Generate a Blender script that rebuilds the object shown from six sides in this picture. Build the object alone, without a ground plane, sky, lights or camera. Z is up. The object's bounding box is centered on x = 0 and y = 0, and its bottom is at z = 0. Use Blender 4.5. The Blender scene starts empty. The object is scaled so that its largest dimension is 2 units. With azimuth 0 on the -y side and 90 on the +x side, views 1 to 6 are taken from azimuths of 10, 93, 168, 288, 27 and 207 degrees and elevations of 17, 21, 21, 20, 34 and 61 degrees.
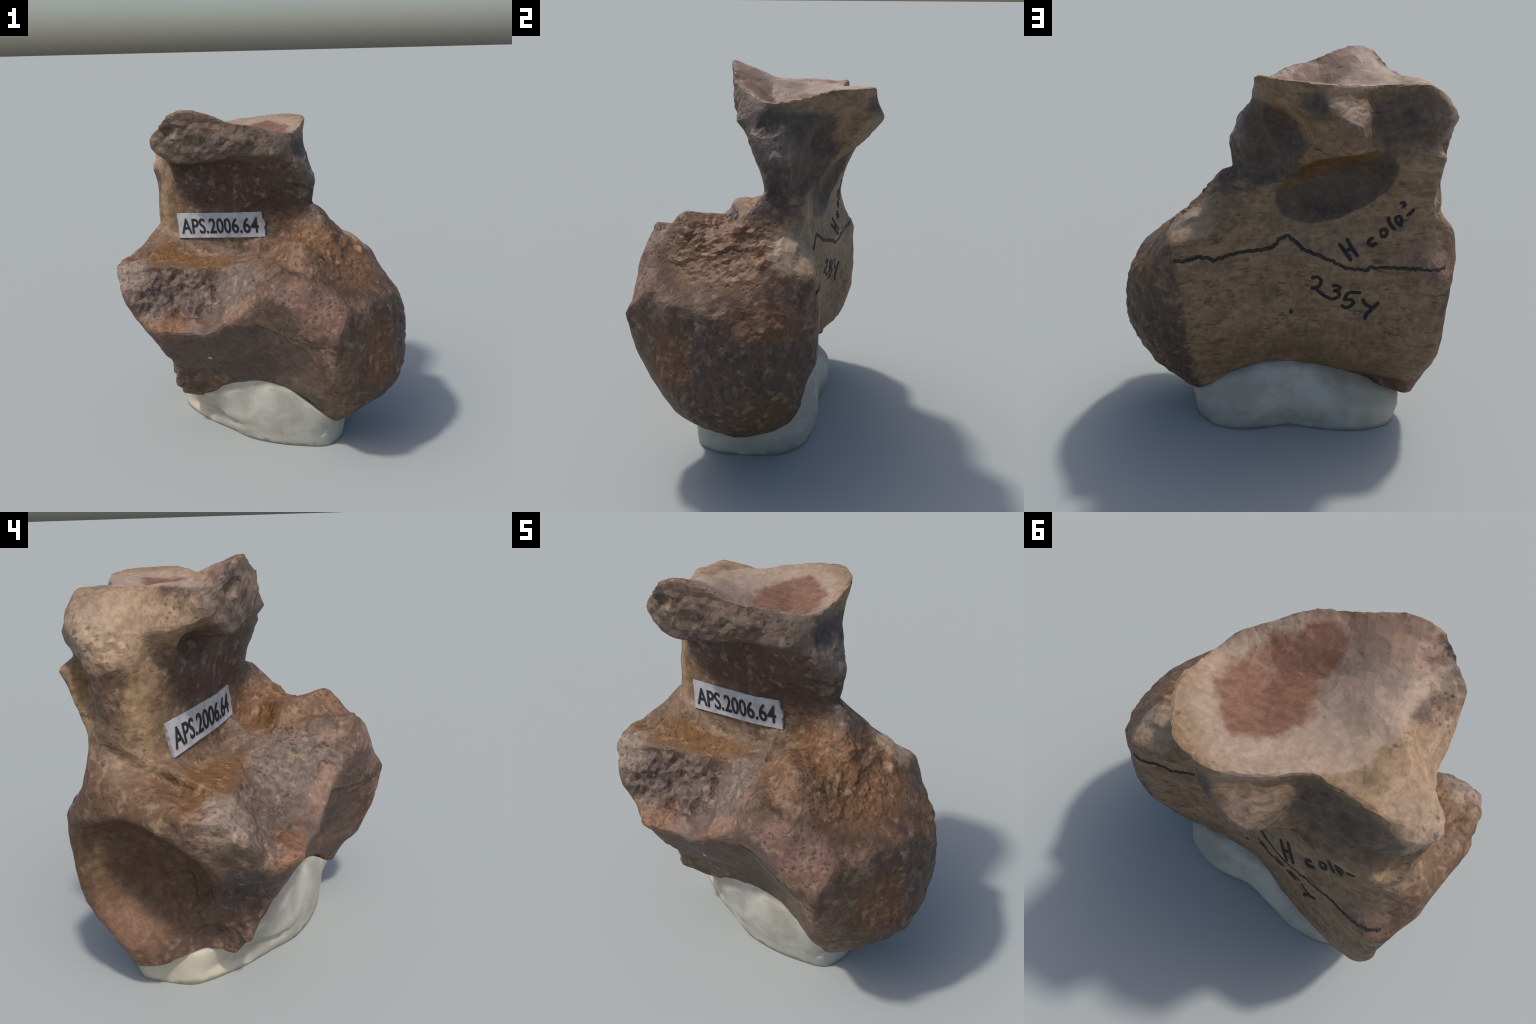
"""A fossil limb bone with a flared, cupped head on a waisted neck, standing in a
lump of pale modelling clay.  The bone is a loft through closed feature lines;
hollows, pits and lumps are pressed into it, then it is roughened and faceted."""
import math
import bpy
import bmesh
import numpy as np
from mathutils import Vector, noise
from mathutils.bvhtree import BVHTree

TAU = 2 * math.pi


# ---------------------------------------------------------------- loft tools
def hermite_rows(knots, at, period=0.0, tension=0.8):
    """Weights of a Catmull-Rom curve through the knots, one row per sample."""
    n = len(knots)
    if period:
        ext = np.concatenate([knots[-2:] - period, knots, knots[:2] + period])
        idx = np.concatenate([[n - 2, n - 1], np.arange(n), [0, 1]])
        at = (at - knots[0]) % period + knots[0]
    else:
        ext = np.concatenate([[2 * knots[0] - knots[1]], knots, [2 * knots[-1] - knots[-2]]])
        idx = np.concatenate([[0], np.arange(n), [n - 1]])
    k = np.clip(np.searchsorted(ext, at, "right") - 1, 1, len(ext) - 3)
    h = ext[k + 1] - ext[k]
    s = (at - ext[k]) / h
    rows = np.zeros((len(at), n))
    line = np.arange(len(at))

    def add(j, w):
        np.add.at(rows, (line, idx[j]), w)

    add(k, 2 * s**3 - 3 * s**2 + 1)
    add(k + 1, -2 * s**3 + 3 * s**2)
    for j, hh in ((k, s**3 - 2 * s**2 + s), (k + 1, s**3 - s**2)):
        a, b = ext[j] - ext[j - 1], ext[j + 1] - ext[j]
        wl, wr = b / (a + b) / a, a / (a + b) / b
        add(j, tension * hh * h * (wl - wr))
        add(j - 1, -tension * hh * h * wl)
        add(j + 1, tension * hh * h * wr)
    return rows


def contour(name, centre, through):
    return name, centre, np.array(through, float)


def loft(contours, around, along):
    """Grid of points (along x around) through the closed contours."""
    angles = np.linspace(0, TAU, around, endpoint=False)
    loops = []
    for _, c, p in contours:
        turn = np.unwrap(np.arctan2(p[:, 1] - c[1], p[:, 0] - c[0]))
        run = np.concatenate([[0], np.cumsum(np.linalg.norm(np.diff(p, axis=0), axis=1))])
        run *= TAU / (run[-1] + np.linalg.norm(p[0] - p[-1]))
        run += (turn - run).mean()
        t = 0.5 * turn + 0.5 * run        # half by direction, half by distance walked
        for i in range(1, len(t)):
            t[i] = max(t[i], t[i - 1] + 0.02)
        loops.append(hermite_rows(t, angles, TAU) @ p)
    loops = np.array(loops)
    step = np.linalg.norm(np.diff(loops, axis=0), axis=2).mean(1)
    knots = np.concatenate([[0], np.cumsum(step)])
    rows = hermite_rows(knots, np.linspace(0, knots[-1], along), 0.0, 0.45)   # keeps the feature lines crisp
    return np.einsum("ur,rtn->utn", rows, loops)


def grid_mesh(name, grid):
    """Closed mesh from a loft grid: quads round it and a fan at both ends."""
    along, around, _ = grid.shape
    verts = list(map(tuple, grid.reshape(-1, 3)))
    verts += [tuple(grid[0].mean(0)), tuple(grid[-1].mean(0))]
    low, top = len(verts) - 2, len(verts) - 1
    faces = []
    for i in range(along - 1):
        for j in range(around):
            k = (j + 1) % around
            faces.append((i * around + j, i * around + k, (i + 1) * around + k, (i + 1) * around + j))
    for j in range(around):
        k = (j + 1) % around
        faces.append((k, j, low))
        faces.append(((along - 1) * around + j, (along - 1) * around + k, top))
    mesh = bpy.data.meshes.new(name)
    mesh.from_pydata(verts, [], faces)
    mesh.update()
    return mesh


def with_modifiers(mesh, *steps):
    """The mesh after the given modifiers: (type, settings) pairs."""
    ob = bpy.data.objects.new("work", mesh)
    bpy.context.scene.collection.objects.link(ob)
    for kind, settings in steps:
        m = ob.modifiers.new(kind, kind)
        for key, value in settings.items():
            setattr(m, key, value)
    bpy.context.view_layer.update()
    done = bpy.data.meshes.new_from_object(ob.evaluated_get(bpy.context.evaluated_depsgraph_get()))
    bpy.data.objects.remove(ob)
    bpy.data.meshes.remove(mesh)
    return done


def points_of(mesh):
    co = np.empty(len(mesh.vertices) * 3)
    mesh.vertices.foreach_get("co", co)
    return co.reshape(-1, 3)


def normals_of(mesh):
    no = np.empty(len(mesh.vertices) * 3)
    mesh.vertex_normals.foreach_get("vector", no)
    return no.reshape(-1, 3)


def set_points(mesh, co):
    mesh.vertices.foreach_set("co", np.ascontiguousarray(co, float).ravel())
    mesh.update()


def ball(co, centre, size, turn=0.0, tilt=0.0, crisp=1.0):
    """1 at the centre of an ellipsoid, falling smoothly to 0 at its surface."""
    d = co - np.array(centre)
    if turn:
        c, s = math.cos(math.radians(turn)), math.sin(math.radians(turn))
        d = np.stack([c * d[:, 0] + s * d[:, 1], -s * d[:, 0] + c * d[:, 1], d[:, 2]], 1)
    if tilt:
        c, s = math.cos(math.radians(tilt)), math.sin(math.radians(tilt))
        d = np.stack([c * d[:, 0] - s * d[:, 2], d[:, 1], s * d[:, 0] + c * d[:, 2]], 1)
    q = np.clip(crisp * (1 - ((d / np.array(size)) ** 2).sum(1)), 0, 1)
    return q * q * (3 - 2 * q)


def noise_at(co, scale, seed, octaves=3):
    off = Vector((seed * 3.7, seed * 1.3, -seed * 2.1))
    return np.array([noise.fractal(Vector(p) * scale + off, 0.8, 2.0, octaves) for p in co])


# ------------------------------------------------------------- bone geometry
def feature_lines():
    """Closed contours of the bone from the clay line up to the floor of the socket.
    Each contour follows an edge, ridge or hollow that runs round the bone."""
    F = []
    F.append(contour("lower_margin", centre=(0.06, 0.02), through=[
        (-0.5, -0.12, 0.19), (-0.392, -0.13, 0.183), (-0.25, -0.2, 0.27), (0.03, -0.28, 0.37), (0.157, -0.31, 0.38),
        (0.31, -0.37, 0.356), (0.4, -0.39, 0.307), (0.47, -0.4, 0.235), (0.55, -0.25, 0.175), (0.6, -0.08, 0.16),
        (0.58, 0.1, 0.19), (0.525, 0.19, 0.215), (0.363, 0.22, 0.312), (0.176, 0.25, 0.383), (-0.014, 0.27, 0.371),
        (-0.19, 0.26, 0.315), (-0.42, 0.28, 0.22), (-0.57, 0.385, 0.195), (-0.655, 0.33, 0.15), (-0.665, 0.2, 0.17),
        (-0.5, 0.02, 0.2),
    ]))
    F.append(contour("lower_flank", centre=(0.06, 0.02), through=[
        (-0.507, -0.21, 0.3), (-0.35, -0.22, 0.36), (-0.1, -0.275, 0.47), (0.1, -0.32, 0.5), (0.26, -0.37, 0.48),
        (0.46, -0.53, 0.42), (0.6, -0.43, 0.33), (0.8, -0.19, 0.35), (0.74, 0.08, 0.34), (0.62, 0.24, 0.38),
        (0.53, 0.25, 0.42), (0.3, 0.28, 0.48), (0, 0.31, 0.5), (-0.33, 0.455, 0.42), (-0.65, 0.505, 0.39),
        (-0.745, 0.43, 0.43), (-0.705, 0.29, 0.33), (-0.58, 0.12, 0.34), (-0.5, -0.02, 0.33),
    ]))
    F.append(contour("middle", centre=(0.06, 0.02), through=[
        (-0.515, -0.31, 0.52), (-0.3, -0.33, 0.549), (-0.065, -0.37, 0.581), (0.12, -0.385, 0.62), (0.22, -0.425, 0.622),
        (0.36, -0.505, 0.6), (0.48, -0.605, 0.6), (0.63, -0.52, 0.56), (0.85, -0.31, 0.52), (0.885, -0.05, 0.55),
        (0.8, 0.19, 0.58), (0.59, 0.305, 0.6), (0.3, 0.285, 0.64), (0, 0.33, 0.68), (-0.3, 0.43, 0.66),
        (-0.46, 0.54, 0.59), (-0.645, 0.575, 0.57), (-0.75, 0.49, 0.58), (-0.71, 0.32, 0.57), (-0.69, 0.12, 0.57),
        (-0.65, -0.06, 0.55), (-0.53, -0.18, 0.5),
    ]))
    F.append(contour("facet_edge", centre=(0.06, 0.02), through=[
        (-0.527, -0.442, 0.757), (-0.38, -0.44, 0.75), (-0.233, -0.45, 0.75), (-0.12, -0.465, 0.82), (-0.01, -0.475, 0.87),
        (0.1, -0.495, 0.88), (0.23, -0.525, 0.8), (0.37, -0.61, 0.82), (0.51, -0.655, 0.815), (0.61, -0.54, 0.77),
        (0.735, -0.39, 0.74), (0.84, -0.24, 0.74), (0.885, -0.02, 0.78), (0.78, 0.2, 0.78), (0.63, 0.315, 0.79),
        (0.55, 0.325, 0.81), (0.3, 0.265, 0.86), (-0.06, 0.37, 0.884), (-0.34, 0.45, 0.8), (-0.5, 0.51, 0.8),
        (-0.69, 0.575, 0.82), (-0.74, 0.42, 0.82), (-0.78, 0.2, 0.82), (-0.79, -0.05, 0.8), (-0.735, -0.2, 0.73),
        (-0.65, -0.36, 0.74),
    ]))
    F.append(contour("shoulder", centre=(0.06, 0.02), through=[
        (-0.82, -0.25, 0.95), (-0.72, -0.33, 0.87), (-0.6, -0.28, 0.9), (-0.4, -0.25, 0.9), (-0.22, -0.26, 0.93),
        (-0.07, -0.38, 0.97), (0.03, -0.49, 0.97), (0.17, -0.61, 1.05), (0.3, -0.63, 1), (0.54, -0.57, 0.93),
        (0.7, -0.36, 0.955), (0.81, -0.12, 0.94), (0.81, 0.13, 0.91), (0.7, 0.26, 0.97), (0.62, 0.31, 1),
        (0.3, 0.265, 1.03), (0, 0.36, 1.03), (-0.213, 0.44, 1.03), (-0.45, 0.5, 1), (-0.68, 0.57, 0.937),
        (-0.79, 0.42, 0.98), (-0.86, 0.17, 1), (-0.88, 0, 0.97), (-0.87, -0.12, 0.92),
    ]))
    F.append(contour("upper_shoulder", centre=(0.06, 0.02), through=[
        (-0.83, -0.22, 1.05), (-0.66, -0.22, 1.07), (-0.45, -0.17, 1.06), (-0.3, -0.13, 1.05), (-0.18, -0.09, 1.045),
        (0, -0.33, 1.1), (0.09, -0.49, 1.12), (0.18, -0.53, 1.19), (0.34, -0.57, 1.11), (0.54, -0.39, 1.06),
        (0.665, -0.1, 1.08), (0.66, 0.15, 1.11), (0.66, 0.28, 1.09), (0.56, 0.3, 1.11), (0.3, 0.27, 1.13),
        (0.078, 0.308, 1.126), (-0.1, 0.37, 1.12), (-0.33, 0.44, 1.117), (-0.6, 0.505, 1.07), (-0.74, 0.46, 1.05),
        (-0.79, 0.38, 1.11), (-0.83, 0.2, 1.08), (-0.86, 0, 1.06), (-0.87, -0.12, 1.05),
    ]))
    F.append(contour("saddle", centre=(-0.08, 0.1), through=[
        (-0.67, -0.1, 1.11), (-0.45, 0.02, 1.08), (-0.22, 0.03, 1.085), (0.03, -0.1, 1.15), (0.16, -0.31, 1.23),
        (0.28, -0.38, 1.3), (0.44, -0.28, 1.18), (0.55, -0.06, 1.15), (0.57, 0.13, 1.2), (0.56, 0.2, 1.2),
        (0.48, 0.22, 1.21), (0.2, 0.265, 1.2), (0, 0.33, 1.19), (-0.2, 0.39, 1.19), (-0.42, 0.45, 1.19),
        (-0.58, 0.47, 1.18), (-0.71, 0.42, 1.19), (-0.745, 0.3, 1.19), (-0.68, 0.16, 1.15), (-0.66, 0.04, 1.08),
    ]))
    F.append(contour("neck_base", centre=(-0.18, 0.22), through=[
        (-0.67, 0.18, 1.23), (-0.533, 0.115, 1.18), (-0.25, 0.07, 1.16), (0.03, 0.03, 1.2), (0.15, 0.02, 1.21),
        (0.27, 0.01, 1.33), (0.355, 0.024, 1.406), (0.42, 0.09, 1.32), (0.44, 0.17, 1.28), (0.36, 0.23, 1.28),
        (0.2, 0.26, 1.27), (0, 0.32, 1.3), (-0.2, 0.38, 1.28), (-0.4, 0.445, 1.26), (-0.6, 0.47, 1.28),
        (-0.69, 0.4, 1.28), (-0.72, 0.28, 1.28),
    ]))
    F.append(contour("waist", centre=(-0.2, 0.25), through=[
        (-0.62, 0.16, 1.37), (-0.5, 0.12, 1.38), (-0.35, 0.09, 1.39), (-0.13, 0.05, 1.4), (0.02, 0.045, 1.4),
        (0.15, 0.032, 1.39), (0.26, 0.03, 1.42), (0.31, 0.06, 1.43), (0.27, 0.15, 1.42), (0.14, 0.23, 1.42),
        (0.04, 0.335, 1.44), (-0.1, 0.4, 1.45), (-0.3, 0.47, 1.45), (-0.48, 0.51, 1.42), (-0.63, 0.49, 1.39),
        (-0.69, 0.38, 1.37), (-0.715, 0.28, 1.38),
    ]))
    F.append(contour("upper_neck", centre=(-0.2, 0.26), through=[
        (-0.5, 0.08, 1.53), (-0.347, 0.045, 1.51), (-0.13, 0.036, 1.52), (0.1, -0.03, 1.55), (0.29, 0.035, 1.53),
        (0.328, 0.083, 1.555), (0.25, 0.2, 1.53), (0.14, 0.25, 1.53), (0.01, 0.41, 1.53), (-0.1, 0.47, 1.53),
        (-0.3, 0.54, 1.53), (-0.5, 0.56, 1.54), (-0.615, 0.565, 1.55), (-0.65, 0.43, 1.51), (-0.725, 0.32, 1.48),
        (-0.66, 0.22, 1.5), (-0.58, 0.13, 1.5),
    ]))
    F.append(contour("under_lip", centre=(-0.22, 0.25), through=[
        (-0.57, 0.03, 1.68), (-0.47, 0.08, 1.66), (-0.28, -0.01, 1.67), (-0.08, -0.02, 1.67), (0.14, -0.06, 1.66),
        (0.27, -0.03, 1.64), (0.29, 0.1, 1.65), (0.26, 0.22, 1.66), (0.17, 0.26, 1.64), (0.08, 0.385, 1.65),
        (-0.02, 0.5, 1.65), (-0.17, 0.63, 1.66), (-0.31, 0.505, 1.63), (-0.45, 0.52, 1.63), (-0.58, 0.5, 1.62),
        (-0.7, 0.42, 1.61), (-0.74, 0.28, 1.6), (-0.68, 0.2, 1.62), (-0.56, 0.12, 1.64),
    ]))
    F.append(contour("lip", centre=(-0.22, 0.25), through=[
        (-0.622, -0.102, 1.778), (-0.5, -0.15, 1.7), (-0.28, -0.145, 1.71), (-0.095, -0.115, 1.735), (0.13, -0.115, 1.74),
        (0.2, -0.02, 1.74), (0.235, 0.12, 1.75), (0.24, 0.27, 1.78), (0.2, 0.36, 1.78), (0.12, 0.5, 1.78),
        (-0.03, 0.635, 1.77), (-0.17, 0.655, 1.72), (-0.29, 0.49, 1.74), (-0.42, 0.49, 1.74), (-0.5, 0.52, 1.72),
        (-0.66, 0.495, 1.72), (-0.745, 0.37, 1.71), (-0.65, 0.2, 1.72), (-0.64, 0, 1.75),
    ]))
    F.append(contour("brow", centre=(-0.22, 0.25), through=[
        (-0.6, -0.13, 1.85), (-0.5, -0.155, 1.84), (-0.28, -0.165, 1.84), (-0.095, -0.15, 1.83), (0.09, -0.09, 1.81),
        (0.2, 0.02, 1.8), (0.21, 0.15, 1.82), (0.235, 0.33, 1.86), (0.15, 0.48, 1.86), (0, 0.6, 1.85),
        (-0.17, 0.555, 1.82), (-0.3, 0.445, 1.81), (-0.45, 0.47, 1.81), (-0.62, 0.5, 1.79), (-0.715, 0.42, 1.75),
        (-0.7, 0.34, 1.76), (-0.6, 0.2, 1.81), (-0.58, 0.05, 1.84),
    ]))
    F.append(contour("rim", centre=(-0.25, 0.22), through=[
        (-0.563, -0.147, 1.9), (-0.5, -0.18, 1.965), (-0.39, -0.19, 2), (-0.24, -0.165, 1.965), (-0.083, -0.156, 1.922),
        (0.044, -0.075, 1.888), (0.195, 0.06, 1.845), (0.23, 0.2, 1.87), (0.236, 0.367, 1.913), (0.127, 0.56, 1.915),
        (-0.02, 0.59, 1.902), (-0.19, 0.52, 1.888), (-0.29, 0.455, 1.872), (-0.42, 0.467, 1.88), (-0.56, 0.485, 1.87),
        (-0.65, 0.43, 1.825), (-0.61, 0.33, 1.865), (-0.55, 0.2, 1.865), (-0.52, 0.04, 1.885),
    ]))
    F.append(contour("cup_wall", centre=(-0.25, 0.22), through=[
        (-0.45, -0.05, 1.95), (-0.36, -0.06, 1.96), (-0.2, -0.08, 1.91), (-0.05, -0.02, 1.85), (0.08, 0.04, 1.82),
        (0.14, 0.1, 1.82), (0.16, 0.3, 1.87), (0.09, 0.42, 1.885), (-0.1, 0.45, 1.865), (-0.3, 0.38, 1.86),
        (-0.5, 0.39, 1.88), (-0.57, 0.3, 1.88), (-0.48, 0.15, 1.885), (-0.45, 0.03, 1.91),
    ]))
    F.append(contour("cup_floor", centre=(-0.2, 0.17), through=[
        (-0.32, 0.06, 1.89), (-0.15, 0.06, 1.805), (-0.02, 0.1, 1.78), (0, 0.22, 1.8), (-0.05, 0.28, 1.815),
        (-0.2, 0.27, 1.84), (-0.35, 0.22, 1.86), (-0.38, 0.14, 1.89),
    ]))
    return F


# hollows pressed into the surface: centre, half sizes, push direction, depth, turn about z
HOLLOWS = [
    ("side_facet", (-0.78, 0.19, 0.65), (0.30, 0.38, 0.42), (1, -0.1, 0.15), 0.15, 0, 0, 1),
    ("oval_pit", (-0.16, 0.44, 1.41), (0.33, 0.22, 0.18), (0.1, -1, 0.1), 0.05, 0, 27, 1.4),
    ("stained_hollow", (0.10, 0.42, 1.69), (0.13, 0.22, 0.17), (-0.5, -0.85, 0), 0.06, 0, 0, 1),
    ("flank_recess", (-0.67, -0.21, 0.60), (0.16, 0.14, 0.20), (1, 0.6, 0), 0.025, 0, 0, 1),
    ("socket_rim", (-0.74, -0.08, 0.64), (0.12, 0.06, 0.24), (-1, 0, 0), 0.03, 0, 0, 1),
    ("groove_fill", (-0.09, -0.14, 1.0), (0.13, 0.15, 0.13), (0.1, -0.3, 1), 0.04, 0, 0, 1),
    ("side_groove", (-0.66, 0.43, 1.47), (0.14, 0.08, 0.20), (1, -0.1, 0), 0.07, 0, 0, 1),
    ("valley", (0.09, -0.08, 1.19), (0.12, 0.13, 0.13), (0.1, 0.25, -1), 0.08, 0, 0, 1),
    ("wing_pit", (-0.42, -0.34, 0.86), (0.2, 0.16, 0.1), (0, 1, -0.5), 0.012, 0, 0, 1),
    ("channel", (-0.25, -0.20, 0.97), (0.08, 0.20, 0.14), (0.3, 0.5, -0.8), 0.03, 0, 0, 1),
    ("trough", (0.16, -0.04, 1.26), (0.12, 0.10, 0.10), (0, 0.6, -1), 0.03, 0, 0, 1),
    ("wing_ledge", (-0.25, -0.37, 0.87), (0.12, 0.12, 0.09), (0, 1, -0.6), 0.045, 0, 0, 1),
]


# sharp crests along edges: path, half width, push direction, height
CRESTS = [
    ("block_edge", [(0.18, -0.53, 1.20), (0.10, -0.49, 1.05), (0.03, -0.48, 0.94), (-0.10, -0.455, 0.85), (-0.233, -0.45, 0.75)], 0.055, (-0.3, -0.8, 0.5), 0.018),
    ("block_brow", [(0.18, -0.53, 1.20), (0.36, -0.55, 1.09), (0.556, -0.525, 0.956), (0.51, -0.65, 0.815)], 0.05, (0.3, -0.6, 0.7), 0.014),
    ("wing_ledge", [(-0.527, -0.442, 0.757), (-0.38, -0.445, 0.75), (-0.233, -0.45, 0.75)], 0.05, (0, -0.8, 0.6), 0.014),
    ("wing_edge", [(-0.84, -0.23, 1.01), (-0.72, -0.33, 0.87), (-0.53, -0.44, 0.757)], 0.06, (-0.6, -0.7, 0.3), 0.018),
    ("socket_edge", [(-0.76, 0.38, 0.95), (-0.87, 0.15, 1.00), (-0.86, 0.0, 0.97), (-0.80, -0.12, 0.87), (-0.75, -0.15, 0.72), (-0.70, -0.07, 0.55), (-0.64, 0.06, 0.41)], 0.06, (-1, -0.15, 0.1), 0.022),
    ("pit_brow", [(-0.02, 0.44, 1.49), (-0.14, 0.50, 1.56), (-0.28, 0.52, 1.575), (-0.38, 0.51, 1.53)], 0.05, (0, 1, 0.2), 0.014),
]

# broken, spongy patches: centre, half sizes, depth of the relief, lumps per metre
ROUGH = [
    ("wing_pit", (-0.46, -0.27, 0.93), (0.36, 0.20, 0.18), 0.034, 9),
    ("head_front", (-0.22, -0.17, 1.83), (0.45, 0.12, 0.14), 0.020, 9),
    ("head_knob", (-0.52, -0.10, 1.86), (0.16, 0.14, 0.16), 0.020, 11),
    ("condyle_top", (0.42, -0.13, 1.16), (0.36, 0.36, 0.20), 0.013, 19),
    ("condyle_flank", (0.80, -0.05, 0.60), (0.30, 0.50, 0.50), 0.010, 16),
    ("broken_flank", (-0.58, -0.12, 0.45), (0.16, 0.30, 0.36), 0.022, 11),
    ("broken_patch", (0.27, 0.06, 1.66), (0.12, 0.16, 0.20), 0.014, 12),
    ("head_back", (-0.40, 0.55, 1.70), (0.42, 0.16, 0.16), 0.014, 12),
    ("side_lump", (-0.70, 0.32, 1.65), (0.12, 0.18, 0.12), 0.014, 13),
    ("slab", (0.0, -0.28, 1.02), (0.20, 0.28, 0.20), 0.014, 17),
    ("wing_tip", (-0.80, -0.15, 1.05), (0.18, 0.25, 0.16), 0.016, 10),
]


def near_path(co, path):
    """Distance of every point from a broken line."""
    best = np.full(len(co), 9.0)
    for a, b in zip(np.array(path[:-1]), np.array(path[1:])):
        t = np.clip((co - a) @ (b - a) / ((b - a) @ (b - a)), 0, 1)
        best = np.minimum(best, np.linalg.norm(co - a - t[:, None] * (b - a), axis=1))
    return best


def relax(mesh, co, weight, rounds):
    """Laplacian smoothing where the weight is above zero."""
    ends = np.empty(len(mesh.edges) * 2, int)
    mesh.edges.foreach_get("vertices", ends)
    a, b = ends[::2], ends[1::2]
    count = np.bincount(ends, minlength=len(co))[:, None]
    for _ in range(rounds):
        total = np.zeros_like(co)
        np.add.at(total, a, co[b])
        np.add.at(total, b, co[a])
        co = co + (total / count - co) * weight[:, None]
    return co


def build_bone_mesh():
    mesh = grid_mesh("bone", loft(feature_lines(), 360, 300))
    mesh = with_modifiers(mesh, ("REMESH", {"mode": "VOXEL", "voxel_size": 0.012}), ("SMOOTH", {"factor": 0.5, "iterations": 2}))
    co = points_of(mesh)
    co = relax(mesh, co, ball(co, (-0.06, -0.08, 1.08), (0.32, 0.22, 0.16), crisp=2) * 0.5, 14)
    for _, centre, size, push, depth, turn, tilt, crisp in HOLLOWS:
        d = np.array(push, float)
        co = co + (ball(co, centre, size, turn, tilt, crisp) * depth)[:, None] * d / np.linalg.norm(d)
    for _, path, width, push, height in CRESTS:
        d = np.array(push, float)
        co = co + (np.clip(1 - near_path(co, path) / width, 0, 1) * height)[:, None] * d / np.linalg.norm(d)
    set_points(mesh, co)
    no = normals_of(mesh)
    out = noise_at(co, 6.0, 1, 2) * 0.005 + noise_at(co, 17.0, 2, 2) * 0.003
    for seed, (_, centre, size, depth, rate) in enumerate(ROUGH):
        w = ball(co, centre, size, crisp=1.6)
        near = np.where(w > 0.01)[0]
        out[near] += w[near] * depth * (noise_at(co[near], rate, 11 + seed, 3) - 0.05)
    set_points(mesh, co + no * out[:, None])
    return with_modifiers(mesh, ("DECIMATE", {"ratio": 19000 / (2 * len(mesh.polygons)), "use_collapse_triangulate": True}))


def part_of(c):
    """Which region of the bone a face centre lies in."""
    x, y, z = c
    if z > 1.665 + 0.05 * math.sin(9 * x + 4 * y):
        return "head"
    if z > 1.17 + 0.28 * max(0.0, x) - 0.02 * math.sin(12 * x):
        return "neck"
    return "condyle" if x > 0.50 + 0.03 * math.sin(14 * z) else "body"


def split_regions(mesh):
    """One mesh per region; border vertices coincide and every facet stays flat."""
    co = points_of(mesh)
    groups = {}
    for p in mesh.polygons:
        groups.setdefault(part_of(p.center), []).append(tuple(p.vertices))
    parts = {}
    for name, faces in sorted(groups.items()):
        used = sorted({v for f in faces for v in f})
        new = {v: i for i, v in enumerate(used)}
        m = bpy.data.meshes.new(name)
        m.from_pydata([tuple(co[v]) for v in used], [], [tuple(new[v] for v in f) for f in faces])
        m.update()
        parts[name] = m
    return parts


def clay_lines():
    F = []
    F.append(contour("floor", (0, 0), [
        (0.455, -0.305, 0), (0.514, -0.213, 0), (0.53, -0.056, 0), (0.521, 0.12, 0), (0.445, 0.244, 0),
        (0.318, 0.305, 0), (0.185, 0.316, 0), (0.06, 0.31, 0), (-0.135, 0.385, 0), (-0.249, 0.417, 0),
        (-0.385, 0.429, 0), (-0.505, 0.399, 0), (-0.555, 0.34, 0), (-0.555, 0.245, 0), (-0.528, 0.068, 0),
        (-0.493, 0.028, 0), (-0.353, -0.093, 0), (-0.171, -0.202, 0), (-0.024, -0.292, 0), (0.24, -0.335, 0),
    ]))
    F.append(contour("swell", (0, 0), [
        (0.47, -0.31, 0.12), (0.53, -0.2, 0.12), (0.55, -0.05, 0.12), (0.54, 0.12, 0.12), (0.46, 0.25, 0.12),
        (0.318, 0.33, 0.14), (0.06, 0.345, 0.15), (-0.249, 0.425, 0.14), (-0.505, 0.39, 0.1), (-0.575, 0.33, 0.09),
        (-0.565, 0.2, 0.09), (-0.525, 0.05, 0.09), (-0.34, -0.08, 0.1), (-0.171, -0.25, 0.14), (0.02, -0.325, 0.18), (0.24, -0.355, 0.18),
    ]))
    F.append(contour("brow", (0, 0), [
        (0.46, -0.36, 0.22), (0.53, -0.2, 0.2), (0.54, -0.05, 0.19), (0.53, 0.12, 0.2), (0.45, 0.21, 0.25),
        (0.3, 0.25, 0.31), (0.06, 0.30, 0.36), (-0.249, 0.31, 0.28), (-0.5, 0.33, 0.17), (-0.575, 0.31, 0.15),
        (-0.55, 0.15, 0.17), (-0.52, 0.04, 0.18), (-0.37, -0.13, 0.2), (-0.171, -0.28, 0.29), (0.02, -0.31, 0.36), (0.24, -0.34, 0.35),
    ]))
    F.append(contour("hidden_top", (0, 0), [
        (0.35, -0.2, 0.3), (0.4, 0, 0.3), (0.3, 0.12, 0.35), (0, 0.15, 0.42), (-0.4, 0.2, 0.28), (-0.35, 0.0, 0.28), (0, -0.22, 0.43),
    ]))
    return F


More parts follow.
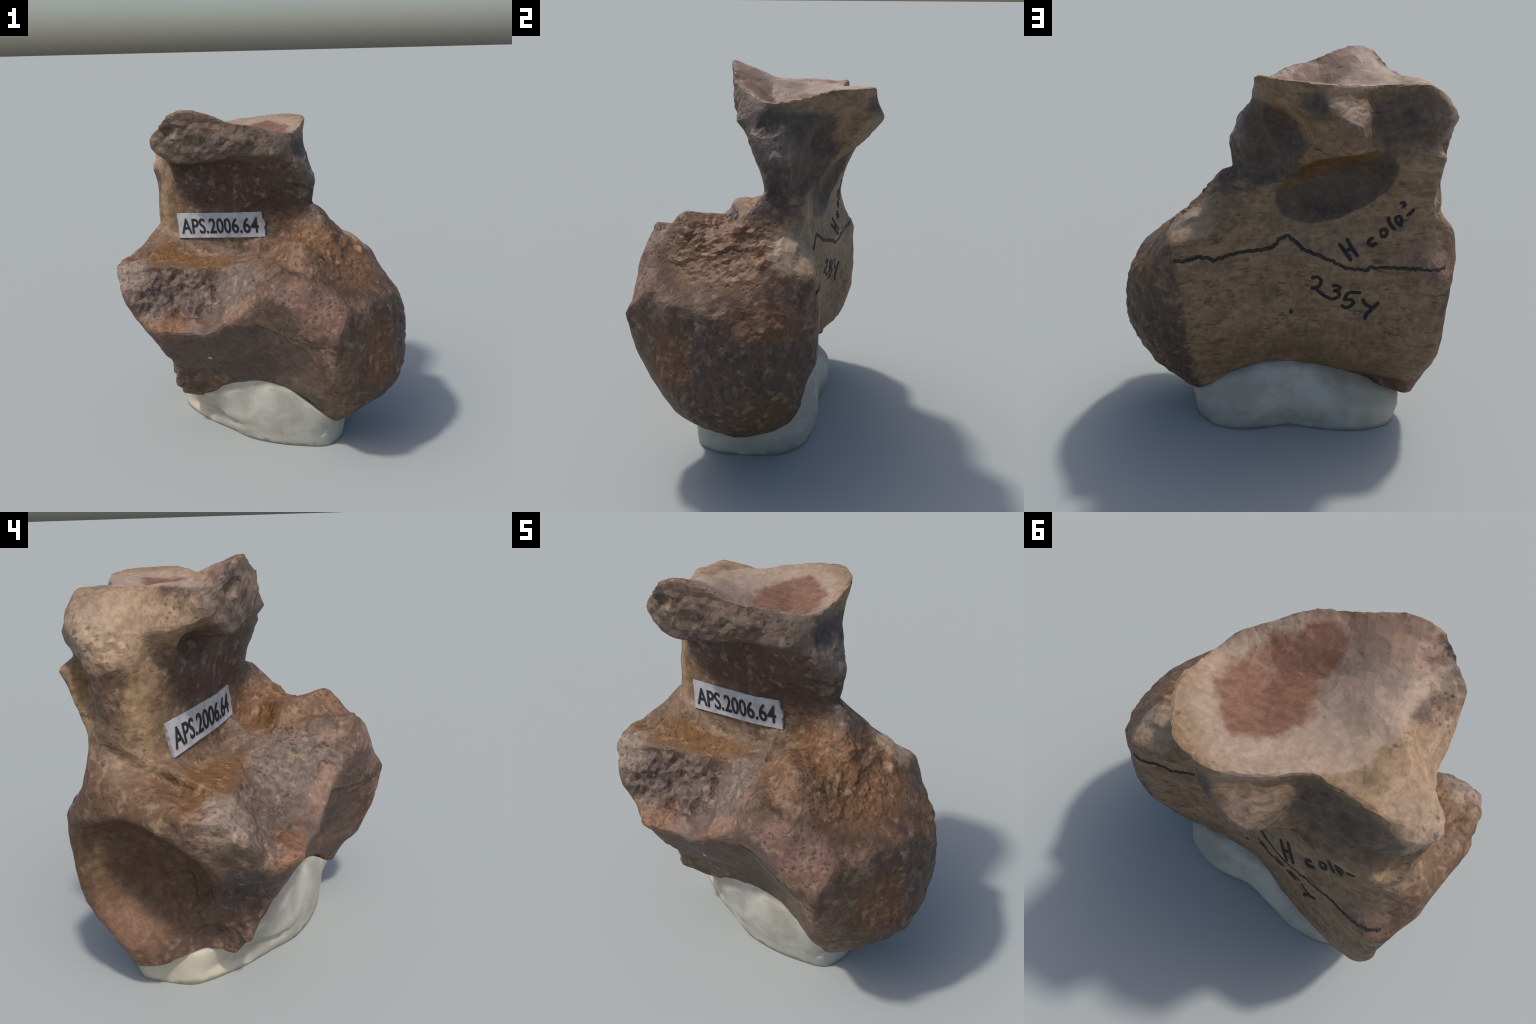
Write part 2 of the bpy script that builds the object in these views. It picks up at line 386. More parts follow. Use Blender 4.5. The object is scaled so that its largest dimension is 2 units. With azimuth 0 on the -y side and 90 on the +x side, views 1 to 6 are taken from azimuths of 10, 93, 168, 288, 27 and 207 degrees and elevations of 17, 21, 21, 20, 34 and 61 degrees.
# ------------------------------------------------------------------ materials
class Paint:
    """Small helper that strings shader nodes together."""

    def __init__(self, name, roughness=0.75):
        self.mat = bpy.data.materials.new(name)
        self.mat.use_nodes = True
        self.tree = self.mat.node_tree
        self.bsdf = self.tree.nodes["Principled BSDF"]
        self.bsdf.inputs["Roughness"].default_value = roughness
        self.bsdf.inputs["Specular IOR Level"].default_value = 0.3
        self.coords = self.node("ShaderNodeTexCoord").outputs["Object"]

    def node(self, kind, **settings):
        n = self.tree.nodes.new(kind)
        for key, value in settings.items():
            setattr(n, key, value)
        return n

    def put(self, socket, value):
        if isinstance(value, bpy.types.NodeSocket):
            self.tree.links.new(value, socket)
        elif isinstance(value, tuple) and len(value) == 3 and socket.type == "RGBA":
            socket.default_value = (*value, 1)
        else:
            socket.default_value = value

    def vec(self, op, a, b=None):
        n = self.node("ShaderNodeVectorMath", operation=op)
        self.put(n.inputs[0], a)
        if b is not None:
            self.put(n.inputs[3 if op == "SCALE" else 1], b)
        return n.outputs["Value" if op in ("LENGTH", "DOT_PRODUCT") else "Vector"]

    def math(self, op, a, b=0.0, clamp=False):
        n = self.node("ShaderNodeMath", operation=op, use_clamp=clamp)
        self.put(n.inputs[0], a)
        self.put(n.inputs[1], b)
        return n.outputs[0]

    def ramp(self, value, low, high, a=0.0, b=1.0):
        n = self.node("ShaderNodeMapRange", interpolation_type="SMOOTHSTEP")
        for key, v in (("Value", value), ("From Min", low), ("From Max", high), ("To Min", a), ("To Max", b)):
            self.put(n.inputs[key], v)
        return n.outputs["Result"]

    def noise(self, scale, detail=4.0, rough=0.6, vector=None, colour=False):
        n = self.node("ShaderNodeTexNoise")
        self.put(n.inputs["Vector"], vector or self.coords)
        n.inputs["Scale"].default_value = scale
        n.inputs["Detail"].default_value = detail
        n.inputs["Roughness"].default_value = rough
        return n.outputs["Color" if colour else "Fac"]

    def cells(self, scale, vector=None, randomness=1.0):
        n = self.node("ShaderNodeTexVoronoi")
        self.put(n.inputs["Vector"], vector or self.coords)
        n.inputs["Scale"].default_value = scale
        n.inputs["Randomness"].default_value = randomness
        return n.outputs["Distance"]

    def warp(self, amount, scale, detail=4.0, vector=None):
        shift = self.vec("SUBTRACT", self.noise(scale, detail, 0.65, colour=True), (0.5, 0.5, 0.5))
        return self.vec("ADD", vector or self.coords, self.vec("SCALE", shift, amount))

    def blot(self, centre, size, soft=0.25, where=None):
        d = self.vec("DIVIDE", self.vec("SUBTRACT", where or self.warped, centre), size)
        return self.ramp(self.vec("LENGTH", d), 1 + soft, 1 - soft)

    def mix(self, under, over, mask, blend="MIX"):
        n = self.node("ShaderNodeMix", data_type="RGBA", blend_type=blend)
        self.put(n.inputs[0], mask)
        self.put(n.inputs[6], under)
        self.put(n.inputs[7], over)
        return n.outputs[2]

    def bump(self, height, strength, distance):
        n = self.node("ShaderNodeBump")
        n.inputs["Strength"].default_value = strength
        n.inputs["Distance"].default_value = distance
        self.put(n.inputs["Height"], height)
        self.put(self.bsdf.inputs["Normal"], n.outputs["Normal"])

    def finish(self, colour):
        self.put(self.bsdf.inputs["Base Color"], colour)
        return self.mat


# colour patches of the bone, laid one over another: centre, half sizes, softness, colour, strength
STAINS = [
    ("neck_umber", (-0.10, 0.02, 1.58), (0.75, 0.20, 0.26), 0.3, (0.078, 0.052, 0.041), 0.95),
    ("neck_side_umber", (-0.64, 0.20, 1.45), (0.20, 0.24, 0.15), 0.4, (0.110, 0.074, 0.049), 0.9),
    ("neck_foot_tan", (-0.25, 0.06, 1.12), (0.50, 0.18, 0.10), 0.4, (0.175, 0.125, 0.088), 0.8),
    ("neck_left_tan", (-0.68, 0.16, 1.22), (0.16, 0.30, 0.14), 0.5, (0.185, 0.128, 0.086), 0.85),
    ("wing_ochre", (-0.52, -0.08, 1.09), (0.34, 0.14, 0.10), 0.4, (0.185, 0.105, 0.048), 0.8),
    ("shelf_brown", (-0.74, 0.22, 1.06), (0.18, 0.30, 0.11), 0.4, (0.140, 0.088, 0.054), 0.8),
    ("wing_broken", (-0.44, -0.26, 0.92), (0.36, 0.22, 0.16), 0.25, (0.120, 0.090, 0.075), 0.95),
    ("wing_tip_pale", (-0.79, -0.22, 1.04), (0.12, 0.12, 0.10), 0.5, (0.260, 0.205, 0.165), 0.8),
    ("wing_ledge", (-0.36, -0.45, 0.77), (0.26, 0.08, 0.06), 0.5, (0.250, 0.145, 0.095), 0.9),
    ("groove_grey", (-0.03, -0.30, 1.00), (0.17, 0.26, 0.18), 0.3, (0.165, 0.130, 0.108), 0.85),
    ("ridge_pink", (0.02, -0.47, 0.90), (0.18, 0.08, 0.09), 0.4, (0.250, 0.160, 0.115), 0.7),
    ("facet_umber", (-0.04, -0.40, 0.53), (0.60, 0.22, 0.30), 0.12, (0.112, 0.082, 0.066), 0.95),
    ("condyle_ochre", (0.42, -0.12, 1.14), (0.36, 0.36, 0.22), 0.35, (0.170, 0.099, 0.054), 0.9),
    ("condyle_umber", (0.78, -0.10, 0.60), (0.34, 0.50, 0.34), 0.30, (0.098, 0.070, 0.054), 0.9),
    ("condyle_rust", (0.72, -0.36, 0.66), (0.10, 0.20, 0.20), 0.4, (0.165, 0.095, 0.052), 0.8),
    ("condyle_rust_low", (0.80, 0.06, 0.42), (0.14, 0.14, 0.12), 0.5, (0.150, 0.088, 0.050), 0.7),
    ("condyle_rust_high", (0.78, 0.05, 0.92), (0.14, 0.18, 0.08), 0.5, (0.190, 0.110, 0.058), 0.7),
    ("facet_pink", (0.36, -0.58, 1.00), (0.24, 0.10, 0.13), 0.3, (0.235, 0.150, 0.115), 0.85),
    ("facet_pink_shade", (0.20, -0.56, 0.97), (0.12, 0.10, 0.13), 0.4, (0.130, 0.090, 0.072), 0.9),  # darker tint on the left part, where the facet turns concave
    ("flank_black", (-0.66, -0.18, 0.62), (0.14, 0.20, 0.22), 0.3, (0.068, 0.053, 0.047), 0.95),
    ("flank_umber", (-0.52, -0.05, 0.34), (0.12, 0.22, 0.16), 0.4, (0.120, 0.080, 0.060), 0.9),
    ("flank_rust", (-0.44, -0.36, 0.76), (0.10, 0.10, 0.08), 0.4, (0.190, 0.110, 0.070), 0.8),
    ("socket_brown", (-0.70, 0.24, 0.66), (0.22, 0.38, 0.40), 0.15, (0.104, 0.066, 0.041), 0.95),
    ("socket_rust", (-0.68, 0.40, 0.34), (0.12, 0.20, 0.20), 0.5, (0.205, 0.125, 0.085), 0.85),
    ("socket_orange_rim", (-0.76, -0.08, 0.66), (0.10, 0.07, 0.24), 0.4, (0.165, 0.088, 0.040), 0.8),
]
BACK_STAINS = [
    ("back_brown_low", (-0.10, 0.35, 0.42), (0.60, 0.30, 0.16), 0.6, (0.170, 0.115, 0.070), 0.7),
    ("back_grey_high", (-0.02, 0.35, 1.13), (0.30, 0.30, 0.13), 0.6, (0.220, 0.175, 0.120), 0.4),
    ("back_violet", (-0.62, 0.50, 1.02), (0.16, 0.30, 0.10), 0.5, (0.190, 0.130, 0.100), 0.7),
]
OVER_STAINS = [
    ("pale_ledge", (0.55, 0.19, 1.18), (0.11, 0.10, 0.15), 0.4, (0.340, 0.265, 0.185), 0.9),
    ("hollow_stain", (0.20, 0.24, 1.585), (0.22, 0.30, 0.215), 0.10, (0.090, 0.071, 0.058), 0.95),
    ("neck_black", (0.36, 0.06, 1.36), (0.10, 0.12, 0.10), 0.4, (0.075, 0.058, 0.048), 0.55),
]
HEAD_STAINS = [
    ("head_band", (-0.18, -0.14, 1.82), (0.62, 0.20, 0.16), 0.3, (0.135, 0.103, 0.080), 0.95),
    ("side_tan", (-0.66, 0.25, 1.76), (0.16, 0.34, 0.16), 0.35, (0.320, 0.232, 0.160), 0.95),
    ("side_pale", (-0.71, 0.38, 1.72), (0.10, 0.14, 0.12), 0.5, (0.400, 0.310, 0.220), 0.8),
    ("right_black", (0.24, 0.10, 1.76), (0.10, 0.17, 0.08), 0.5, (0.085, 0.072, 0.063), 0.7),
    ("patch_grey", (0.30, 0.06, 1.62), (0.10, 0.13, 0.09), 0.35, (0.200, 0.160, 0.130), 0.9),
    ("back_black", (-0.46, 0.50, 1.71), (0.29, 0.20, 0.13), 0.6, (0.078, 0.063, 0.053), 0.7),
    ("back_black_right", (0.02, 0.60, 1.80), (0.07, 0.12, 0.06), 0.5, (0.060, 0.052, 0.048), 0.8),
    ("back_tip", (-0.15, 0.62, 1.72), (0.10, 0.14, 0.12), 0.35, (0.205, 0.152, 0.116), 0.75),
]


def bone_material():
    p = Paint("fossil_bone", 0.58)
    p.warped = p.warp(0.045, 22.0, 3.0, p.warp(0.13, 5.0, 3.0))
    fine = p.noise(34.0, 5.0, 0.62)
    wide = p.noise(6.5, 4.0, 0.6)
    x = p.node("ShaderNodeSeparateXYZ")
    p.put(x.inputs[0], p.warped)
    wx, wy, wz = x.outputs

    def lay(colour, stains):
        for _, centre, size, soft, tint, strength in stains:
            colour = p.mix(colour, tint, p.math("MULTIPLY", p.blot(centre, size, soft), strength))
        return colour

    colour = p.mix((0.095, 0.063, 0.046), (0.190, 0.127, 0.088), p.ramp(wide, 0.35, 0.65))
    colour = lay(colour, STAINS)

    # smooth tan back plate with an irregular border against the dark condyle
    side = p.math("SUBTRACT", p.math("ADD", p.math("MULTIPLY", wz, 0.17), 0.475), wx)
    back = p.math("MULTIPLY", p.ramp(side, -0.012, 0.012), p.ramp(wy, 0.10, 0.16))
    high = p.ramp(wz, 1.08, 1.13)
    lit_ledge = p.math("MULTIPLY", high, p.math("MULTIPLY", p.ramp(wy, 0.10, 0.17), p.ramp(wx, 0.70, 0.66)))
    behind = p.ramp(p.math("ADD", wy, p.math("MULTIPLY", wx, 0.3)), 0.215, 0.265)
    back = p.math("MULTIPLY", p.math("MAXIMUM", p.math("MULTIPLY", back, behind), lit_ledge), p.ramp(wx, -0.72, -0.66))
    streak = p.node("ShaderNodeMapping")
    streak.inputs["Scale"].default_value = (7.0, 12.0, 26.0)
    p.put(streak.inputs["Vector"], p.coords)
    grain = p.noise(1.0, 5.0, 0.65, streak.outputs[0])
    tan = p.mix((0.218, 0.150, 0.092), (0.292, 0.210, 0.134), p.ramp(grain, 0.36, 0.62))
    tan = p.mix(tan, (0.105, 0.066, 0.042), p.math("MULTIPLY", p.ramp(p.noise(1.5, 3.0, 0.6, streak.outputs[0]), 0.58, 0.68), 0.85))
    tan = lay(tan, BACK_STAINS)
    # the oval pit: orange-brown above, black-brown below
    tilted = p.node("ShaderNodeMapping", vector_type="TEXTURE")
    tilted.inputs["Location"].default_value = (-0.135, 0.42, 1.395)
    tilted.inputs["Rotation"].default_value = (0, math.radians(27), 0)
    tilted.inputs["Scale"].default_value = (0.30, 0.4, 0.165)
    p.put(tilted.inputs["Vector"], p.warp(0.03, 9.0))
    pit = p.ramp(p.vec("LENGTH", tilted.outputs[0]), 1.06, 0.97)
    parts = p.node("ShaderNodeSeparateXYZ")
    p.put(parts.inputs[0], tilted.outputs[0])
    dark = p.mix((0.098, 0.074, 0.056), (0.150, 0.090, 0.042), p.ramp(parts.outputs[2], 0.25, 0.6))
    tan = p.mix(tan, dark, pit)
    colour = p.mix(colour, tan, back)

    colour = lay(colour, OVER_STAINS)

    # head: broken rim bands, pale socket and its red-brown patch
    colour = p.mix(colour, lay(colour, HEAD_STAINS), p.ramp(wz, 1.50, 1.60))
    q = p.node("ShaderNodeSeparateXYZ")
    p.put(q.inputs[0], p.warp(0.03, 12.0))
    px, py, pz = q.outputs
    # the socket lies above a warped plane that dips to the right front
    level = p.math("ADD", p.math("ADD", p.math("MULTIPLY", px, -0.13), p.math("MULTIPLY", py, 0.04)), 1.838)
    dish = p.blot((-0.14, 0.20, 1.85), (0.30, 0.26, 0.5), 0.25)
    level = p.math("SUBTRACT", level, p.math("MULTIPLY", dish, 0.10))
    cup = p.math("MULTIPLY", p.ramp(p.math("SUBTRACT", pz, level), -0.030, -0.012), p.blot((-0.26, 0.22, 1.88), (0.47, 0.385, 0.4), 0.16, p.warp(0.03, 12.0)))
    socket = p.mix((0.300, 0.228, 0.172), (0.345, 0.266, 0.202), p.ramp(fine, 0.35, 0.65))
    socket = p.mix(socket, (0.225, 0.172, 0.138), p.math("MULTIPLY", p.blot((-0.27, 0.08, 1.85), (0.10, 0.22, 0.2), 0.6), 0.6))
    socket = p.mix(socket, (0.250, 0.165, 0.120), p.math("MULTIPLY", p.blot((-0.30, -0.12, 1.94), (0.30, 0.09, 0.2), 0.6), 0.8))
    red = p.math("MAXIMUM", p.blot((-0.02, 0.20, 1.84), (0.17, 0.24, 0.3), 0.13), p.blot((-0.10, 0.0, 1.85), (0.09, 0.12, 0.3), 0.2))
    socket = p.mix(socket, p.mix((0.148, 0.082, 0.054), (0.188, 0.108, 0.072), p.ramp(fine, 0.35, 0.65)), p.math("MULTIPLY", red, 0.95))
    colour = p.mix(colour, socket, cup)

    # spongy bone: dark pores and pale crumbs where the surface is broken
    smooth_places = p.math("MAXIMUM", p.math("MULTIPLY", back, 0.75), p.math("MAXIMUM", p.math("MULTIPLY", cup, 0.8), p.blot((-0.02, -0.42, 0.58), (0.58, 0.24, 0.28), 0.2)))
    broken = p.math("SUBTRACT", 1.0, p.math("MAXIMUM", smooth_places, p.math("MULTIPLY", p.blot((-0.72, 0.24, 0.62), (0.24, 0.42, 0.44), 0.2), 0.7)), True)
    pores = p.math("MULTIPLY", p.ramp(p.cells(36.0, p.warp(0.05, 30.0)), 0.46, 0.10), p.ramp(wide, 0.40, 0.56))
    colour = p.mix(colour, (0.045, 0.034, 0.030), p.math("MULTIPLY", p.math("MULTIPLY", pores, broken), 0.62))
    crumbs = p.ramp(p.noise(17.0, 3.0, 0.55), 0.54, 0.68)
    pale = p.mix(colour, (0.40, 0.30, 0.21), 0.32)
    colour = p.mix(colour, pale, p.math("MULTIPLY", p.math("MULTIPLY", crumbs, broken), 0.85))
    specks = p.math("MULTIPLY", p.ramp(p.cells(15.0, p.warp(0.04, 25.0)), 0.16, 0.08), p.ramp(p.noise(5.0), 0.5, 0.6))
    colour = p.mix(colour, (0.080, 0.058, 0.045), p.math("MULTIPLY", specks, 0.5))
    # overall mottling
    shade = p.ramp(p.math("ADD", p.math("MULTIPLY", fine, 0.6), p.math("MULTIPLY", p.noise(13.0, 4.0), 0.4)), 0.33, 0.67, 0.72, 1.28)
    grey = p.node("ShaderNodeCombineXYZ")
    for s in grey.inputs:
        p.put(s, shade)
    colour = p.mix(colour, grey.outputs[0], p.math("SUBTRACT", 1.0, p.math("MULTIPLY", cup, 0.7)), "MULTIPLY")
    tone = p.node("ShaderNodeHueSaturation")
    tone.inputs["Saturation"].default_value = 1.16
    tone.inputs["Hue"].default_value = 0.495
    tone.inputs["Value"].default_value = 0.86
    p.put(tone.inputs["Color"], colour)
    colour = tone.outputs[0]
    relief = p.math("ADD", p.math("MULTIPLY", fine, 0.5), p.math("MULTIPLY", p.math("MULTIPLY", pores, broken), -1.0))
    p.bump(relief, 0.35, 0.012)
    return p.finish(colour)


def clay_material():
    p = Paint("modelling_clay", 0.7)
    p.warped = p.warp(0.12, 6.0)
    cloud = p.ramp(p.noise(5.0, 4.0), 0.35, 0.65)
    colour = p.mix((0.310, 0.295, 0.250), (0.420, 0.405, 0.350), cloud)
    colour = p.mix(colour, (0.50, 0.44, 0.33), p.math("MULTIPLY", p.blot((-0.5, 0.15, 0.06), (0.25, 0.3, 0.2), 0.5), 0.7))
    colour = p.mix(colour, (0.30, 0.29, 0.25), p.math("MULTIPLY", p.ramp(p.noise(14.0, 4.0), 0.58, 0.70), 0.35))
    p.bump(p.noise(30.0, 3.0), 0.1, 0.01)
    return p.finish(colour)


def paper_material():
    p = Paint("label_paper", 0.6)
    colour = p.mix((0.27, 0.27, 0.28), (0.38, 0.38, 0.40), p.ramp(p.noise(18.0, 5.0), 0.3, 0.6))
    return p.finish(colour)


def ink_material(name, a, b):
    p = Paint(name, 0.6)
    return p.finish(p.mix(a, b, p.ramp(p.noise(40.0), 0.4, 0.6)))


# ------------------------------------------------------- label, ink and clay
def clay_lumps(mesh):
    co = points_of(mesh)
    no = normals_of(mesh)
    up = np.clip(co[:, 2] / 0.05, 0, 1)
    # a pinched fold runs round the left foot of the lump
    fold = np.exp(-(((co[:, 2] - (0.07 + 0.05 * (co[:, 0] + 0.3))) / 0.022) ** 2)) * np.clip((-0.02 - co[:, 0]) / 0.2, 0, 1) * np.clip((0.02 - co[:, 1]) / 0.1, 0, 1)
    out = noise_at(co, 6.0, 31, 2) * 0.010 + noise_at(co, 14.0, 32, 2) * 0.004 - fold * 0.035
    return set_points(mesh, co + no * (out * up)[:, None])


def label_sheet(tree):
    """Corner points of the paper on the neck, and a map (u, v, height) -> point."""
    tl, tr = np.array((-0.549, 0.142, 1.327)), np.array((0.019, 0.042, 1.369))
    br, bl = np.array((0.033, 0.036, 1.213)), np.array((-0.533, 0.113, 1.173))
    n = np.cross(tr - bl, tl - br)
    n /= np.linalg.norm(n)
    n = n if n[1] < 0 else -n
    nu, nv = 25, 7
    lift = np.zeros((nv, nu))
    for j in range(nv):
        for i in range(nu):
            u, v = i / (nu - 1), j / (nv - 1)
            p = (1 - v) * ((1 - u) * bl + u * br) + v * ((1 - u) * tl + u * tr)
            hit = tree.ray_cast(Vector(p + n * 0.3), Vector(-n), 0.6)[0]
            lift[j, i] = np.dot(np.array(hit) - p, n) if hit else 0.0
    for _ in range(6):      # stiff paper bridges the small dents
        pad = np.pad(lift, 1, mode="edge")
        lift = np.maximum(lift - 0.004, (pad[1:-1, :-2] + pad[1:-1, 2:] + pad[:-2, 1:-1] + pad[2:, 1:-1]) / 4)
    lift += 0.004

    def place(u, v, h):
        p = (1 - v) * ((1 - u) * bl + u * br) + v * ((1 - u) * tl + u * tr)
        a, b = np.clip(u, 0, 1) * (nu - 1), np.clip(v, 0, 1) * (nv - 1)
        i, j = min(int(a), nu - 2), min(int(b), nv - 2)
        fa, fb = a - i, b - j
        g = lift[j, i] * (1 - fa) * (1 - fb) + lift[j, i + 1] * fa * (1 - fb) + lift[j + 1, i] * (1 - fa) * fb + lift[j + 1, i + 1] * fa * fb
        return tuple(p + n * (g + h))

    return place


def label_paper(place):
    rng = np.random.default_rng(5)
    nu, nv = 36, 9
    edge = rng.normal(0, 0.0018, (nv, 2))
    verts, faces = [], []
    for layer in (0.006, -0.012):
        for j in range(nv):
            for i in range(nu):
                u, v = i / (nu - 1), j / (nv - 1)
                if i == nu - 1:     # torn right edge, bitten near the top
                    u += edge[j, 0] * 2 + 0.022 * math.exp(-(((v - 0.55) / 0.12) ** 2)) - 0.02 * v
                if i == 0:
                    u += edge[j, 1]
                if j in (0, nv - 1):
                    v += rng.normal(0, 0.006)
                verts.append(place(u, v, layer))
    size = nu * nv
    for j in range(nv - 1):
        for i in range(nu - 1):
            a = j * nu + i
            faces.append((a, a + 1, a + nu + 1, a + nu))
            faces.append((size + a, size + a + nu, size + a + nu + 1, size + a + 1))
    ring = list(range(nu)) + [j * nu + nu - 1 for j in range(1, nv)] + [(nv - 1) * nu + i for i in range(nu - 2, -1, -1)] + [j * nu for j in range(nv - 2, 0, -1)]
    for a, b in zip(ring, ring[1:] + ring[:1]):
        faces.append((a, a + size, b + size, b))
    m = bpy.data.meshes.new("label_paper")
    m.from_pydata(verts, [], faces)
    m.update()
    return m


def label_lettering(place):
    curve = bpy.data.curves.new("lettering", "FONT")
    curve.body = "APS.2006.64"
    curve.extrude = 0.02
    curve.offset = 0.012
    curve.resolution_u = 4
    ob = bpy.data.objects.new("work", curve)
    bpy.context.scene.collection.objects.link(ob)
    bpy.context.view_layer.update()
    m = bpy.data.meshes.new_from_object(ob.evaluated_get(bpy.context.evaluated_depsgraph_get()))
    bpy.data.objects.remove(ob)
    co = points_of(m)
    low, high = co.min(0), co.max(0)
    t = (co - low) / (high - low)
    new = [place(0.040 + 0.895 * a, 0.17 + 0.62 * b, 0.0065 + 0.003 * c) for a, b, c in t]
    set_points(m, np.array(new))
    return m


def tube(points, radius, sides=6):
    """A thin closed rope of ink or shadow along a path of points and normals."""
    verts, faces = [], []
    n = len(points)
    for i, (p, nrm) in enumerate(points):
        a = np.array(points[min(i + 1, n - 1)][0]) - np.array(points[max(i - 1, 0)][0])
        a /= np.linalg.norm(a) + 1e-9
        across = np.cross(a, nrm)
        across /= np.linalg.norm(across) + 1e-9
        r = radius * (0.55 if i in (0, n - 1) else 1.0)
        for k in range(sides):
            w = TAU * k / sides
            verts.append(tuple(np.array(p) + across * math.cos(w) * r + np.array(nrm) * math.sin(w) * 0.0045))
    for i in range(n - 1):
        for k in range(sides):
            b = (k + 1) % sides
            faces.append((i * sides + k, i * sides + b, (i + 1) * sides + b, (i + 1) * sides + k))
    faces.append(tuple(range(sides - 1, -1, -1)))
    faces.append(tuple((n - 1) * sides + k for k in range(sides)))
    return verts, faces


def drawn(name, tree, strokes, radius, towards, wobble=0.0, smooth=True):
    """Strokes given as (a, b) positions facing the viewer, dropped onto the bone."""
    verts, faces = [], []
    rng = np.random.default_rng(len(strokes) * 7 + len(strokes[0]))
    for s in strokes:
        pts = np.array(s, float)
        t = np.concatenate([[0], np.cumsum(np.linalg.norm(np.diff(pts, axis=0), axis=1))])
        at = np.linspace(0, t[-1], max(4, int(t[-1] / 0.008)))
        path = hermite_rows(t, at) @ pts if smooth and len(t) > 2 else np.stack([np.interp(at, t, pts[:, k]) for k in (0, 1)], 1)
        if wobble:
            path += rng.normal(0, wobble, path.shape)
        on = []
        for a, b in path:
            far = Vector((a, 2.0, b)) if towards == "back" else Vector((a, -2.0, b))
            hit, nrm, _, _ = tree.ray_cast(far, Vector((0, -1 if towards == "back" else 1, 0)), 4.0)
            if hit:
                on.append((np.array(hit), np.array(nrm)))
        v, f = tube(on, radius)
        faces += [tuple(i + len(verts) for i in face) for face in f]
        verts += v
    m = bpy.data.meshes.new(name)
    m.from_pydata(verts, [], faces)
    m.update()
    return m


# handwriting on the back, as (x, z) strokes
NUMBER = [
    [(-0.044, 0.906), (-0.069, 0.919), (-0.091, 0.901), (-0.087, 0.873), (-0.066, 0.852), (-0.046, 0.850), (-0.058, 0.855), (-0.086, 0.834), (-0.118, 0.807), (-0.152, 0.793), (-0.178, 0.804)],
    [(-0.146, 0.870), (-0.165, 0.877), (-0.185, 0.865), (-0.175, 0.849), (-0.155, 0.843), (-0.179, 0.839), (-0.185, 0.819), (-0.172, 0.799)],
    [(-0.228, 0.840), (-0.257, 0.840), (-0.290, 0.841)],
    [(-0.228, 0.840), (-0.217, 0.813), (-0.214, 0.791), (-0.244, 0.797), (-0.257, 0.781), (-0.246, 0.757), (-0.221, 0.743), (-0.201, 0.760)],
    [(-0.298, 0.808), (-0.309, 0.784), (-0.331, 0.765), (-0.353, 0.761)],
    [(-0.377, 0.794), (-0.349, 0.756), (-0.326, 0.723), (-0.314, 0.690)],
]
NAME = [
    [(-0.170, 1.101), (-0.194, 1.066), (-0.226, 1.021)],
    [(-0.207, 1.127), (-0.227, 1.088), (-0.258, 1.044)],
    [(-0.194, 1.063), (-0.230, 1.083)],
    [(-0.335, 1.136), (-0.315, 1.126), (-0.310, 1.106), (-0.325, 1.098), (-0.350, 1.111)],
    [(-0.368, 1.155), (-0.374, 1.177), (-0.391, 1.177), (-0.399, 1.157), (-0.386, 1.141), (-0.369, 1.149), (-0.368, 1.155)],
    [(-0.400, 1.243), (-0.412, 1.207), (-0.438, 1.176)],
    [(-0.457, 1.208), (-0.470, 1.221), (-0.454, 1.245), (-0.438, 1.239), (-0.450, 1.208), (-0.472, 1.197)],
    [(-0.488, 1.249), (-0.504, 1.260), (-0.519, 1.285)],
    [(-0.445, 1.313), (-0.458, 1.323), (-0.474, 1.306), (-0.460, 1.296)],
]
CRACK = [
    [(0.640, 1.018), (0.590, 1.021), (0.524, 1.033), (0.471, 1.024), (0.445, 1.005), (0.362, 1.024), (0.279, 1.034), (0.198, 1.042), (0.133, 1.069), (0.108, 1.106), (0.076, 1.125), (0.044, 1.104), (-0.005, 1.059), (-0.067, 1.041), (-0.105, 1.024), (-0.150, 1.005), (-0.189, 0.985), (-0.260, 0.974), (-0.312, 0.972), (-0.317, 0.998), (-0.336, 0.985), (-0.399, 0.995), (-0.487, 0.987), (-0.576, 0.996), (-0.644, 0.988), (-0.690, 0.996)],
]
FACET_CRACK = [[(0.03, 0.835), (0.122, 0.815), (0.228, 0.797), (0.304, 0.793), (0.376, 0.785), (0.454, 0.797)]]


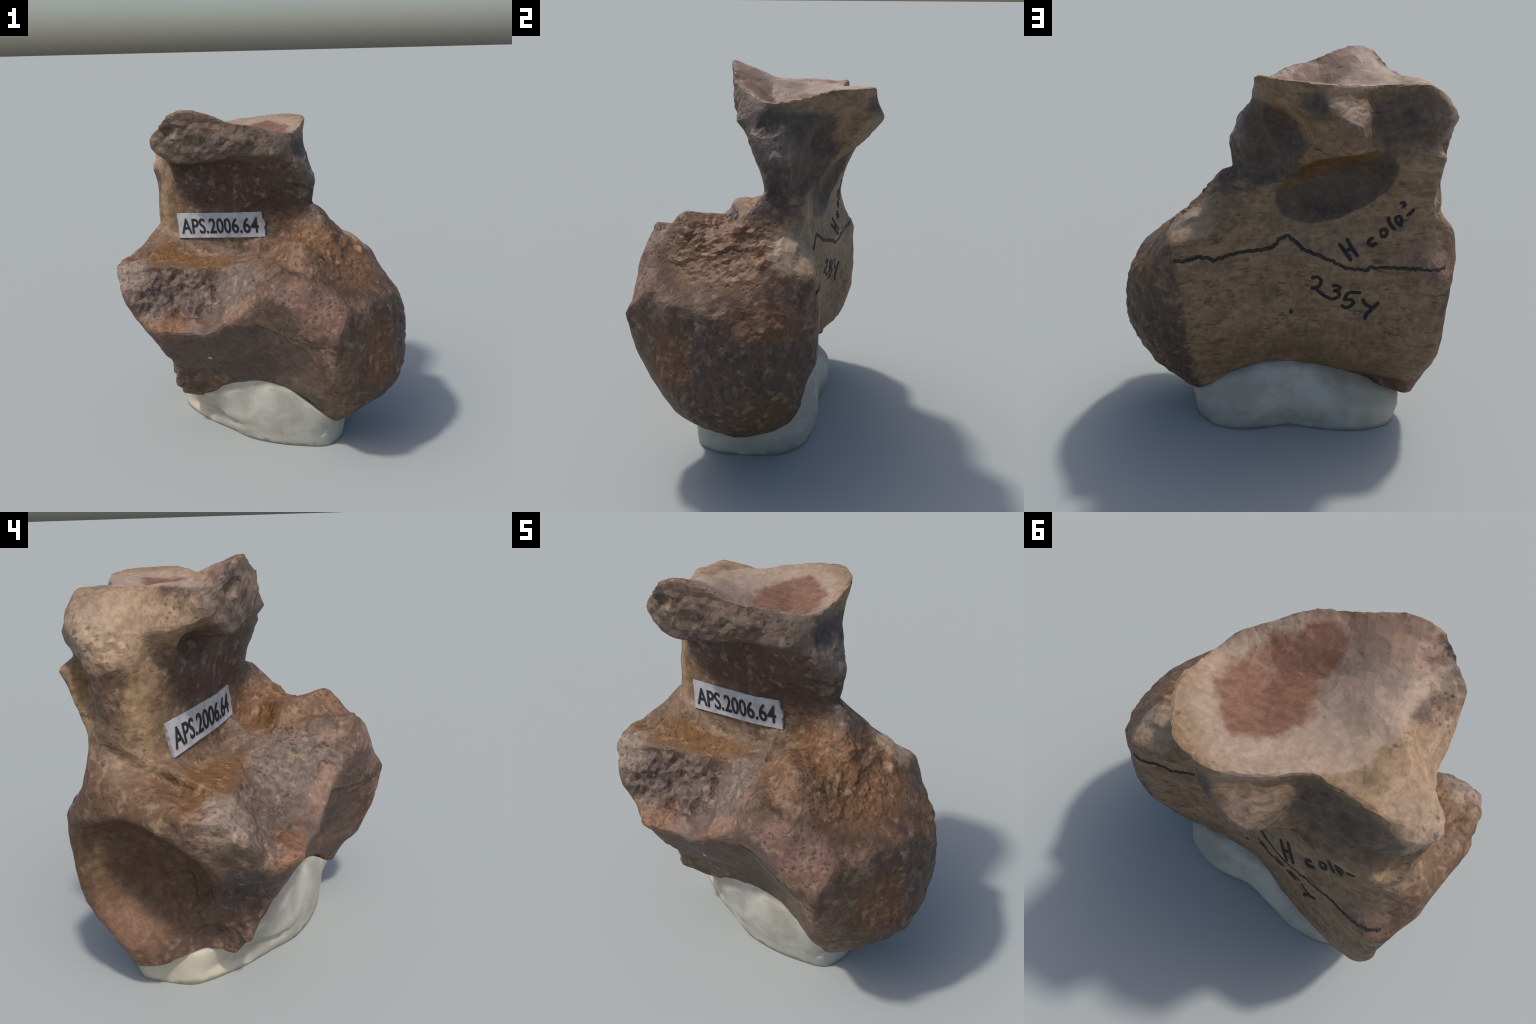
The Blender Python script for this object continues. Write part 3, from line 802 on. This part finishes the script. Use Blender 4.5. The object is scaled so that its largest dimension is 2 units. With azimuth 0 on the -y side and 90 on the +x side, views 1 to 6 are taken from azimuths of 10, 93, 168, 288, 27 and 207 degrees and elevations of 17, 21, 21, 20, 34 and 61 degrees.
def new_object(name, mesh, parent, mat, smooth=False):
    ob = bpy.data.objects.new(name, mesh)
    bpy.context.scene.collection.objects.link(ob)
    ob.parent = parent
    mesh.materials.clear()
    mesh.materials.append(mat)
    mesh.polygons.foreach_set("use_smooth", [smooth] * len(mesh.polygons))
    return ob


def build():
    root = bpy.data.objects.new("fossil_bone", None)
    bpy.context.scene.collection.objects.link(root)
    root["label"] = "brown fossil limb bone with museum label on clay base"
    root["category"] = "fossil bone"

    bone = build_bone_mesh()
    tree = BVHTree.FromPolygons([tuple(v) for v in points_of(bone)], [tuple(p.vertices) for p in bone.polygons])
    paint = bone_material()
    parts = {name: new_object(name, m, root, paint) for name, m in split_regions(bone).items()}

    clay = grid_mesh("clay_base", loft(clay_lines(), 140, 40))
    clay_lumps(clay)
    clay = with_modifiers(clay, ("DECIMATE", {"ratio": 0.35, "use_collapse_triangulate": True}))
    new_object("clay_base", clay, root, clay_material(), True)

    ink = ink_material("black_ink", (0.012, 0.012, 0.014), (0.022, 0.021, 0.022))
    gap = ink_material("crack_shadow", (0.020, 0.016, 0.014), (0.040, 0.030, 0.025))  # near-black tubes modelled on the surface for the shadow inside cracks
    place = label_sheet(tree)
    paper = new_object("museum_label", label_paper(place), root, paper_material())
    new_object("lettering", label_lettering(place), paper, ink)
    new_object("number_writing", drawn("number_writing", tree, NUMBER, 0.0100, "back"), parts["body"], ink)
    new_object("name_writing", drawn("name_writing", tree, NAME, 0.0095, "back"), parts["body"], ink)
    new_object("ink_dot", drawn("ink_dot", tree, [[(0.056, 0.705), (0.048, 0.704), (0.040, 0.703)]], 0.017, "back"), parts["body"], ink)
    new_object("suture_crack", drawn("suture_crack", tree, CRACK, 0.0095, "back", 0.003, False), parts["body"], gap)
    new_object("facet_crack", drawn("facet_crack", tree, FACET_CRACK, 0.004, "front", 0.002, False), parts["body"], gap)
    chip = ink_material("plaster_chip", (0.5, 0.48, 0.44), (0.6, 0.58, 0.54))
    new_object("plaster_chip", drawn("plaster_chip", tree, [[(-0.270, 0.556), (-0.259, 0.554), (-0.246, 0.552)]], 0.006, "front"), parts["body"], chip)


build()
